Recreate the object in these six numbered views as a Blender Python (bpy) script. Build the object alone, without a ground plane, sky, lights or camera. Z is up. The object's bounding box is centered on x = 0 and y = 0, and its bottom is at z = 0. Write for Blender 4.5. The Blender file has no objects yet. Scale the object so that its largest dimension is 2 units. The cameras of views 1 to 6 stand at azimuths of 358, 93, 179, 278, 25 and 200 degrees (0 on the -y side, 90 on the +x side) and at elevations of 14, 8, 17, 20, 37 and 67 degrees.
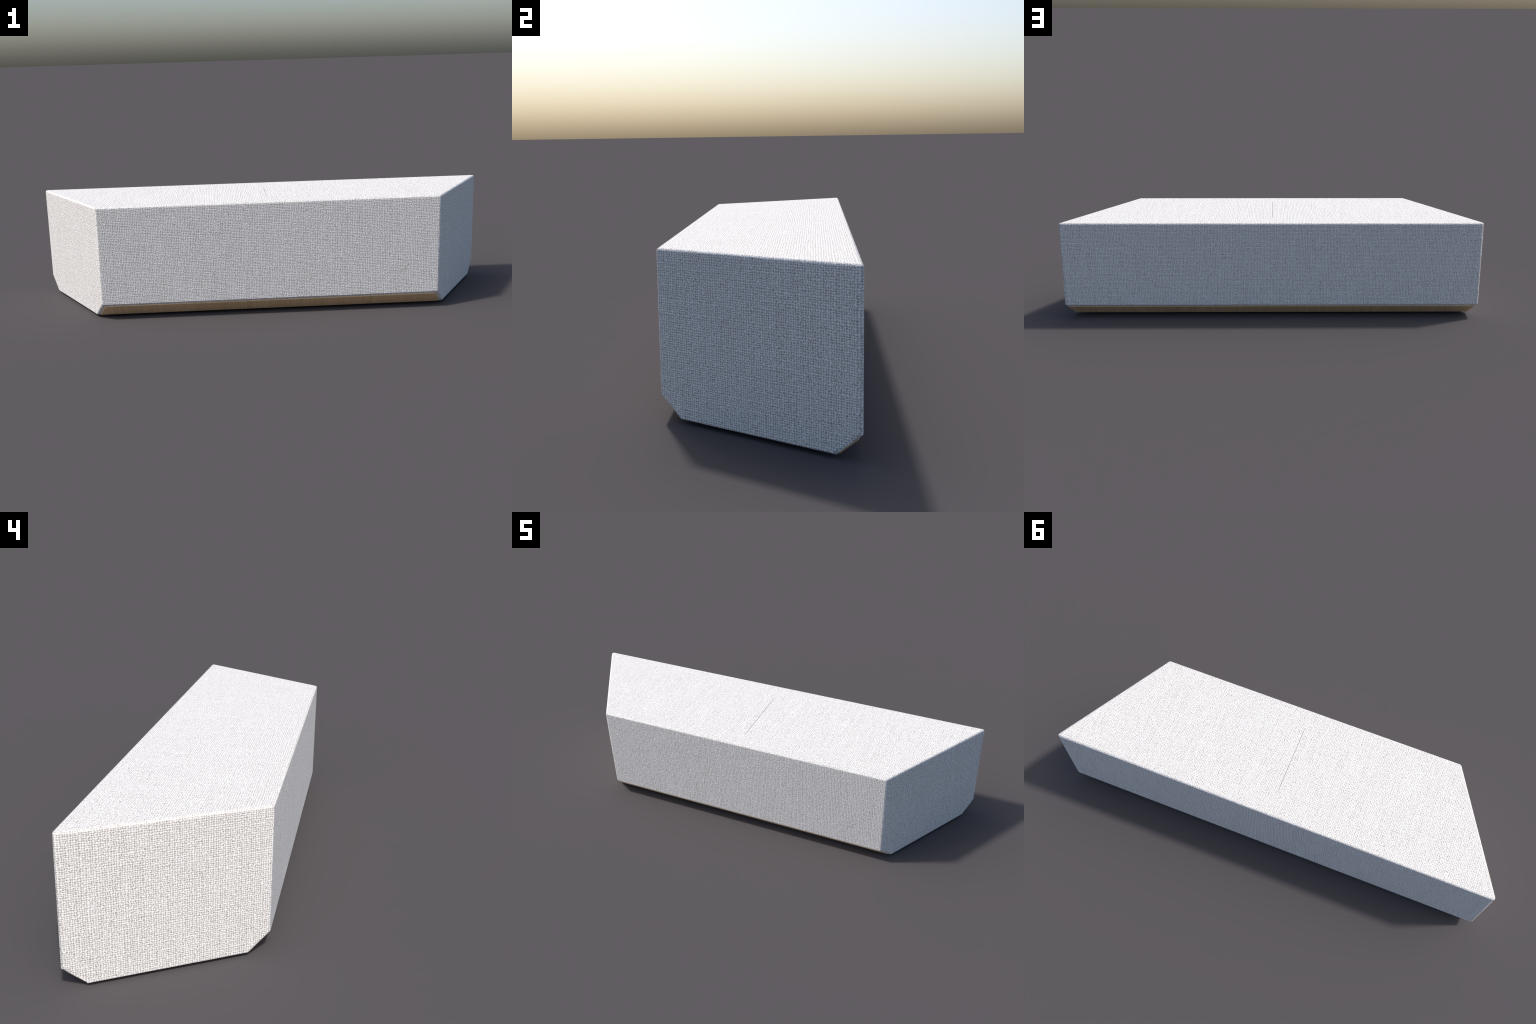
"""Low trapezoidal upholstered bench: a woven linen cover over a block whose long
bottom edges are cut away at 45 degrees, with an oak veneer base set on the cut."""
import bpy, bmesh, math
from mathutils import Vector

# ------------------------------------------------------------------ sizes (metres)
TILT = math.radians(30.0)        # the short ends lean 30 degrees in plan
R = 0.009                        # upholstery edge radius
R_ACUTE = 0.0125                 # the sharp back corners are padded rounder
R_HEM = 0.005                    # lower hem of the slanted ends
R_FOLD = 0.003                   # tighter radius where the cloth folds under at the cuts
W_BACK = 1.0080                  # half width at the (unrounded) acute back corners
DEPTH = 0.2670                   # half depth
W_FRONT = W_BACK - 2 * DEPTH * math.tan(TILT)
TOP = 0.4737
BOTTOM = 0.0092                  # cover hangs just clear of the ground
CUT = 0.0588                     # 45 degree cut along the long bottom edges
MARGIN = 0.014                   # fabric left visible around the oak base
PROUD = 0.0030                   # oak base stands this far out of the cover


def half_width(y):
    """Half width of the plan at depth y (the ends are straight, 30 degrees off y)."""
    return W_FRONT + (y + DEPTH) * math.tan(TILT)


def new_object(name, mesh, parent):
    ob = bpy.data.objects.new(name, mesh)
    bpy.context.scene.collection.objects.link(ob)
    ob.parent = parent
    return ob


def prism(profile, inset=0.0):
    """Run a (y, z) profile across the plan between the two slanted ends."""
    bm = bmesh.new()
    rings = []
    for side in (-1, 1):
        rings.append([bm.verts.new((side * (half_width(y) - inset), y, z)) for y, z in profile])
    n = len(profile)
    for k in range(n):
        bm.faces.new((rings[0][k], rings[0][(k + 1) % n], rings[1][(k + 1) % n], rings[1][k]))
    bm.faces.new(rings[0][::-1])
    bm.faces.new(rings[1])
    bmesh.ops.recalc_face_normals(bm, faces=bm.faces)
    return bm


def round_edges(bm, name, radius, segments, share):
    """Round the edges of bm into a new mesh; share(edge) scales the radius (0 leaves it sharp).
    Rounded strips are smooth shaded, the flat panels stay flat."""
    flat = [f.normal.copy() for f in bm.faces]
    weight = bm.edges.layers.float.new('bevel_weight_edge')
    for ed in bm.edges:
        ed[weight] = share(ed)
    rough = bpy.data.meshes.new(name + '_rough')
    bm.to_mesh(rough); bm.free()
    helper = bpy.data.objects.new(name + '_rough', rough)
    bpy.context.scene.collection.objects.link(helper)
    mod = helper.modifiers.new('bevel', 'BEVEL')
    mod.limit_method, mod.width, mod.segments, mod.offset_type = 'WEIGHT', radius, segments, 'OFFSET'
    bpy.context.view_layer.update()
    out = bmesh.new()
    out.from_mesh(helper.evaluated_get(bpy.context.evaluated_depsgraph_get()).to_mesh())
    bpy.data.objects.remove(helper)
    bpy.data.meshes.remove(rough)
    out.normal_update()
    for f in out.faces:
        f.smooth = not any(f.normal.dot(n) > 0.9995 for n in flat)
    return out


# ------------------------------------------------------------------ node helpers
class Nodes:
    def __init__(self, name):
        self.mat = bpy.data.materials.new(name)
        self.mat.use_nodes = True
        self.t = self.mat.node_tree
        self.bsdf = self.t.nodes['Principled BSDF']

    def link(self, src, dst):
        if isinstance(src, (int, float, tuple)):
            dst.default_value = src
        else:
            self.t.links.new(src, dst)

    def math(self, op, a, b=None, c=None, clamp=False):
        n = self.t.nodes.new('ShaderNodeMath')
        n.operation = op
        n.use_clamp = clamp
        for k, v in enumerate((a, b, c)):
            if v is not None:
                self.link(v, n.inputs[k])
        return n.outputs[0]

    def add(self, a, b): return self.math('ADD', a, b)
    def sub(self, a, b): return self.math('SUBTRACT', a, b)
    def mul(self, a, b): return self.math('MULTIPLY', a, b)

    def pick(self, mask, if0, if1):
        n = self.t.nodes.new('ShaderNodeMix')
        n.data_type = 'FLOAT'
        self.link(mask, n.inputs[0]); self.link(if0, n.inputs[2]); self.link(if1, n.inputs[3])
        return n.outputs[0]

    def split(self, vec):
        n = self.t.nodes.new('ShaderNodeSeparateXYZ')
        self.link(vec, n.inputs[0])
        return n.outputs

    def vec(self, x, y, z=0.0):
        n = self.t.nodes.new('ShaderNodeCombineXYZ')
        for k, v in enumerate((x, y, z)):
            self.link(v, n.inputs[k])
        return n.outputs[0]

    def noise(self, vec, scale, detail=2.0, rough=0.5):
        n = self.t.nodes.new('ShaderNodeTexNoise')
        n.noise_dimensions = '3D'
        self.link(vec, n.inputs['Vector'])
        n.inputs['Scale'].default_value = scale
        n.inputs['Detail'].default_value = detail
        n.inputs['Roughness'].default_value = rough
        return n.outputs[0]

    def centred(self, vec, scale, amount, **kw):
        return self.mul(self.sub(self.noise(vec, scale, **kw), 0.5), amount)

    def ramp(self, fac, stops):
        n = self.t.nodes.new('ShaderNodeValToRGB')
        e = n.color_ramp.elements
        while len(e) < len(stops):
            e.new(0.5)
        for k, (pos, col) in enumerate(stops):
            e[k].position = pos
            e[k].color = (*col, 1.0)
        self.link(fac, n.inputs[0])
        return n.outputs[0]

    def bump(self, height, distance, strength=1.0):
        n = self.t.nodes.new('ShaderNodeBump')
        n.inputs['Strength'].default_value = strength
        n.inputs['Distance'].default_value = distance
        self.link(height, n.inputs['Height'])
        self.link(n.outputs[0], self.bsdf.inputs['Normal'])


def linen_material():
    """Plain-weave linen with uneven, slubby yarns; the weave runs square on every panel."""
    N = Nodes('linen_weave')
    coord = N.t.nodes.new('ShaderNodeTexCoord').outputs['Object']
    px, py, pz = N.split(coord)
    nx, ny, nz = N.split(N.t.nodes.new('ShaderNodeNewGeometry').outputs['True Normal'])
    level = N.math('GREATER_THAN', N.math('ABSOLUTE', nz), 0.6)
    front = N.math('GREATER_THAN', N.math('ABSOLUTE', ny), 0.75)
    s, c = math.sin(TILT), math.cos(TILT)
    along_end = N.add(N.mul(N.mul(px, N.math('SIGN', px)), s), N.mul(py, c))
    u = N.pick(N.math('MAXIMUM', level, front), along_end, px)
    v = N.pick(level, pz, py)
    sheet = N.add(N.mul(level, 3.1), N.mul(front, 1.7))   # a different piece of cloth per panel
    p = N.vec(u, v, sheet)

    PITCH = 0.0069
    # yarns are unevenly spaced and wander a little
    U = N.add(N.math('DIVIDE', u, PITCH), N.add(
        N.centred(N.vec(u, N.mul(v, 0.10), sheet), 50.0, 1.2, detail=1.0),
        N.centred(p, 105.0, 1.3, detail=1.0)))
    V = N.add(N.math('DIVIDE', v, PITCH * 0.95), N.add(
        N.centred(N.vec(N.mul(u, 0.10), v, N.add(sheet, 9.0)), 50.0, 1.2, detail=1.0),
        N.centred(N.vec(v, u, N.add(sheet, 5.0)), 105.0, 1.3, detail=1.0)))
    i, j = N.math('FLOOR', U), N.math('FLOOR', V)
    # rounded pebbles where yarns cross, small open pores between them
    a = N.math('MULTIPLY_ADD', N.math('COSINE', N.mul(U, 2 * math.pi)), -0.5, 0.5)
    b = N.math('MULTIPLY_ADD', N.math('COSINE', N.mul(V, 2 * math.pi)), -0.5, 0.5)
    over = N.mul(N.math('SINE', N.mul(U, math.pi)), N.math('SINE', N.mul(V, math.pi)))
    # slubs: every crossing is a little fatter or thinner
    slub_warp = N.centred(N.vec(N.mul(i, 0.9), N.mul(v, 75.0), sheet), 1.0, 0.75, detail=2.0)
    slub_weft = N.centred(N.vec(N.mul(u, 75.0), N.mul(j, 0.9), N.add(sheet, 4.0)), 1.0, 0.75, detail=2.0)
    warp = N.mul(a, N.add(0.50, slub_warp))
    weft = N.mul(b, N.add(0.46, slub_weft))
    weave = N.add(N.add(warp, weft), N.mul(over, 0.10))
    knots = N.centred(p, 220.0, 0.66, detail=1.0)
    fluff = N.centred(p, 460.0, 0.36, detail=1.0)
    height = N.add(N.add(weave, 0.08), N.add(knots, fluff))
    # straight paler and darker yarns running for tens of centimetres
    streak = N.add(N.centred(N.vec(u, N.mul(v, 0.05), sheet), 100.0, 0.21, detail=1.0),
                   N.centred(N.vec(N.mul(u, 0.05), v, N.add(sheet, 6.0)), 100.0, 0.08, detail=1.0))
    tone = N.add(height, streak)
    colour = N.ramp(tone, LINEN_STOPS)
    N.link(colour, N.bsdf.inputs['Base Color'])
    N.bsdf.inputs['Roughness'].default_value = 0.92
    N.bsdf.inputs['Specular IOR Level'].default_value = 0.18
    N.bump(height, 0.0011, 0.6)
    return N.mat


LINEN_STOPS = [(0.08, (0.325, 0.288, 0.258)), (0.36, (0.56, 0.536, 0.510)),
               (0.60, (0.715, 0.705, 0.693)), (0.92, (0.87, 0.868, 0.862))]


def oak_material():
    """Oak veneer, straight grain running front to back with soft tone changes along the bench."""
    N = Nodes('oak_veneer')
    coord = N.t.nodes.new('ShaderNodeTexCoord').outputs['Object']
    px, py, pz = N.split(coord)
    g = N.vec(px, N.mul(py, 0.03), N.mul(pz, 0.03))
    fine = N.noise(g, 190.0, detail=3.0, rough=0.6)
    broad = N.noise(N.vec(N.add(px, 3.0), N.mul(py, 0.1), N.mul(pz, 0.1)), 34.0, detail=2.0)
    tone = N.add(N.mul(fine, 0.6), N.mul(broad, 0.4))
    N.link(N.ramp(tone, [(0.34, (0.57, 0.405, 0.22)), (0.50, (0.69, 0.468, 0.262)), (0.66, (0.80, 0.525, 0.325))]),
           N.bsdf.inputs['Base Color'])
    N.bsdf.inputs['Roughness'].default_value = 0.5
    N.bsdf.inputs['Specular IOR Level'].default_value = 0.4
    N.bump(fine, 0.0003, 0.4)
    return N.mat


def glide_material():
    N = Nodes('black_plastic')
    grain = N.noise(N.t.nodes.new('ShaderNodeTexCoord').outputs['Object'], 300.0)
    N.link(N.ramp(grain, [(0.3, (0.018, 0.018, 0.018)), (0.7, (0.030, 0.030, 0.030))]), N.bsdf.inputs['Base Color'])
    N.bsdf.inputs['Roughness'].default_value = 0.6
    return N.mat


# ------------------------------------------------------------------ the bench
bench = bpy.data.objects.new('upholstered_bench', None)
bpy.context.scene.collection.objects.link(bench)
bench['label'] = 'low trapezoid bench in off-white woven linen, oak base'
bench['category'] = 'bench'

# fabric cover: block with 45 degree cuts along both long bottom edges
bm = prism([(-DEPTH, TOP), (-DEPTH, BOTTOM + CUT), (-DEPTH + CUT, BOTTOM),
            (DEPTH - CUT, BOTTOM), (DEPTH, BOTTOM + CUT), (DEPTH, TOP)])


def cover_radius(ed):
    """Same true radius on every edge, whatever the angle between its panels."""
    a, b = (v.co for v in ed.verts)
    fold = abs(a.x - b.x) > 0.5 and abs(a.z - BOTTOM - CUT) < 1e-4
    hem = abs(a.x - b.x) < 0.5 and max(a.z, b.z) < BOTTOM + 1e-4
    acute = ed.calc_face_angle(0) > math.radians(100)
    radius = R_FOLD if fold else R_HEM if hem else R_ACUTE if acute else R
    return radius * math.tan(ed.calc_face_angle(0) / 2) / 0.03


bm = round_edges(bm, 'fabric_cover', 0.03, 6, cover_radius)

# the pinched crease in the middle of the seat: a narrow tapering furrow
CREASE_X, CREASE_Y0, CREASE_Y1 = -0.0013, -0.190, 0.166
CREASE_HALF, CREASE_DEEP = 0.0014, 0.0048


def slice_seat(point, normal):
    """Cut the seat panel only along one plane."""
    faces = [f for f in bm.faces if f.normal.z > 0.999 and f.calc_center_median().z > TOP - 1e-4]
    geom = faces + list({e for f in faces for e in f.edges}) + list({v for f in faces for v in f.verts})
    bmesh.ops.bisect_plane(bm, geom=geom, dist=1e-6, plane_co=point, plane_no=normal)


for dx in (-CREASE_HALF, 0.0, CREASE_HALF):
    slice_seat((CREASE_X + dx, 0, TOP), (1, 0, 0))
steps = 24
for k in range(steps + 1):
    slice_seat((0, CREASE_Y0 + (CREASE_Y1 - CREASE_Y0) * k / steps, TOP), (0, 1, 0))
for vert in bm.verts:
    if vert.co.z > TOP - 1e-4 and abs(vert.co.x - CREASE_X) < 1e-4:
        t = (vert.co.y - CREASE_Y0) / (CREASE_Y1 - CREASE_Y0)
        if 0.0 < t < 1.0:
            vert.co.z -= CREASE_DEEP * min(1.0, 8.0 * t, 8.0 * (1.0 - t)) * (0.93 + 0.07 * math.sin(19 * t))
mesh = bpy.data.meshes.new('fabric_cover')
bm.to_mesh(mesh); bm.free()
mesh.materials.append(linen_material())
new_object('fabric_cover', mesh, bench)

# oak base: a shallow tray-shaped veneer following the cuts and the underside
q = PROUD
k = MARGIN / math.sqrt(2)                       # margin measured down the 45 degree cut
d = q / math.sqrt(2)
yo, zo = -DEPTH + k, BOTTOM + CUT - k            # where the veneer starts on the cut
q_low = 0.0005                                   # and hardly at all below the cover
low = -DEPTH + CUT - q * math.sqrt(2) + q_low
oak_profile = [(yo - d, zo - d), (low, BOTTOM - q_low), (-low, BOTTOM - q_low),
               (-yo + d, zo - d), (-yo - 0.02 + 0.012, zo + 0.012), (yo + 0.02 - 0.012, zo + 0.012)]
bm = prism(oak_profile, inset=MARGIN / math.cos(TILT))
# soften the four outer corners of the veneer, then its rim
corner = []
for ed in bm.edges:
    a, b = (v.co for v in ed.verts)
    if abs(a.x - b.x) < 0.1 and min(a.z, b.z) < zo - d + 1e-4 and max(a.z, b.z) > zo and abs(a.y) > 0.2:
        corner.append(ed)
if corner:
    bmesh.ops.bevel(bm, geom=corner, offset=0.010, segments=5, profile=0.5, affect='EDGES')
bm.normal_update()
bm = round_edges(bm, 'oak_base', 0.0007, 2, lambda ed: 1.0 if ed.calc_face_angle(0) > 0.6 else 0.0)
mesh = bpy.data.meshes.new('oak_base')
bm.to_mesh(mesh); bm.free()
mesh.materials.append(oak_material())
new_object('oak_base', mesh, bench)

# low glides underneath carry the bench
bm = bmesh.new()
GLIDE_TOP = BOTTOM - q_low + 0.001
bmesh.ops.create_cone(bm, cap_ends=True, segments=32, radius1=0.017, radius2=0.020, depth=GLIDE_TOP)
bmesh.ops.translate(bm, verts=bm.verts, vec=(0, 0, GLIDE_TOP / 2))
glide_mesh = bpy.data.meshes.new('glide')
bm.to_mesh(glide_mesh); bm.free()
glide_mesh.materials.append(glide_material())
for y, xs in ((-0.15, (-0.62, 0.0, 0.62)), (0.15, (-0.80, 0.0, 0.80))):
    for x in xs:
        new_object('glide', glide_mesh, bench).location = (x, y, 0)
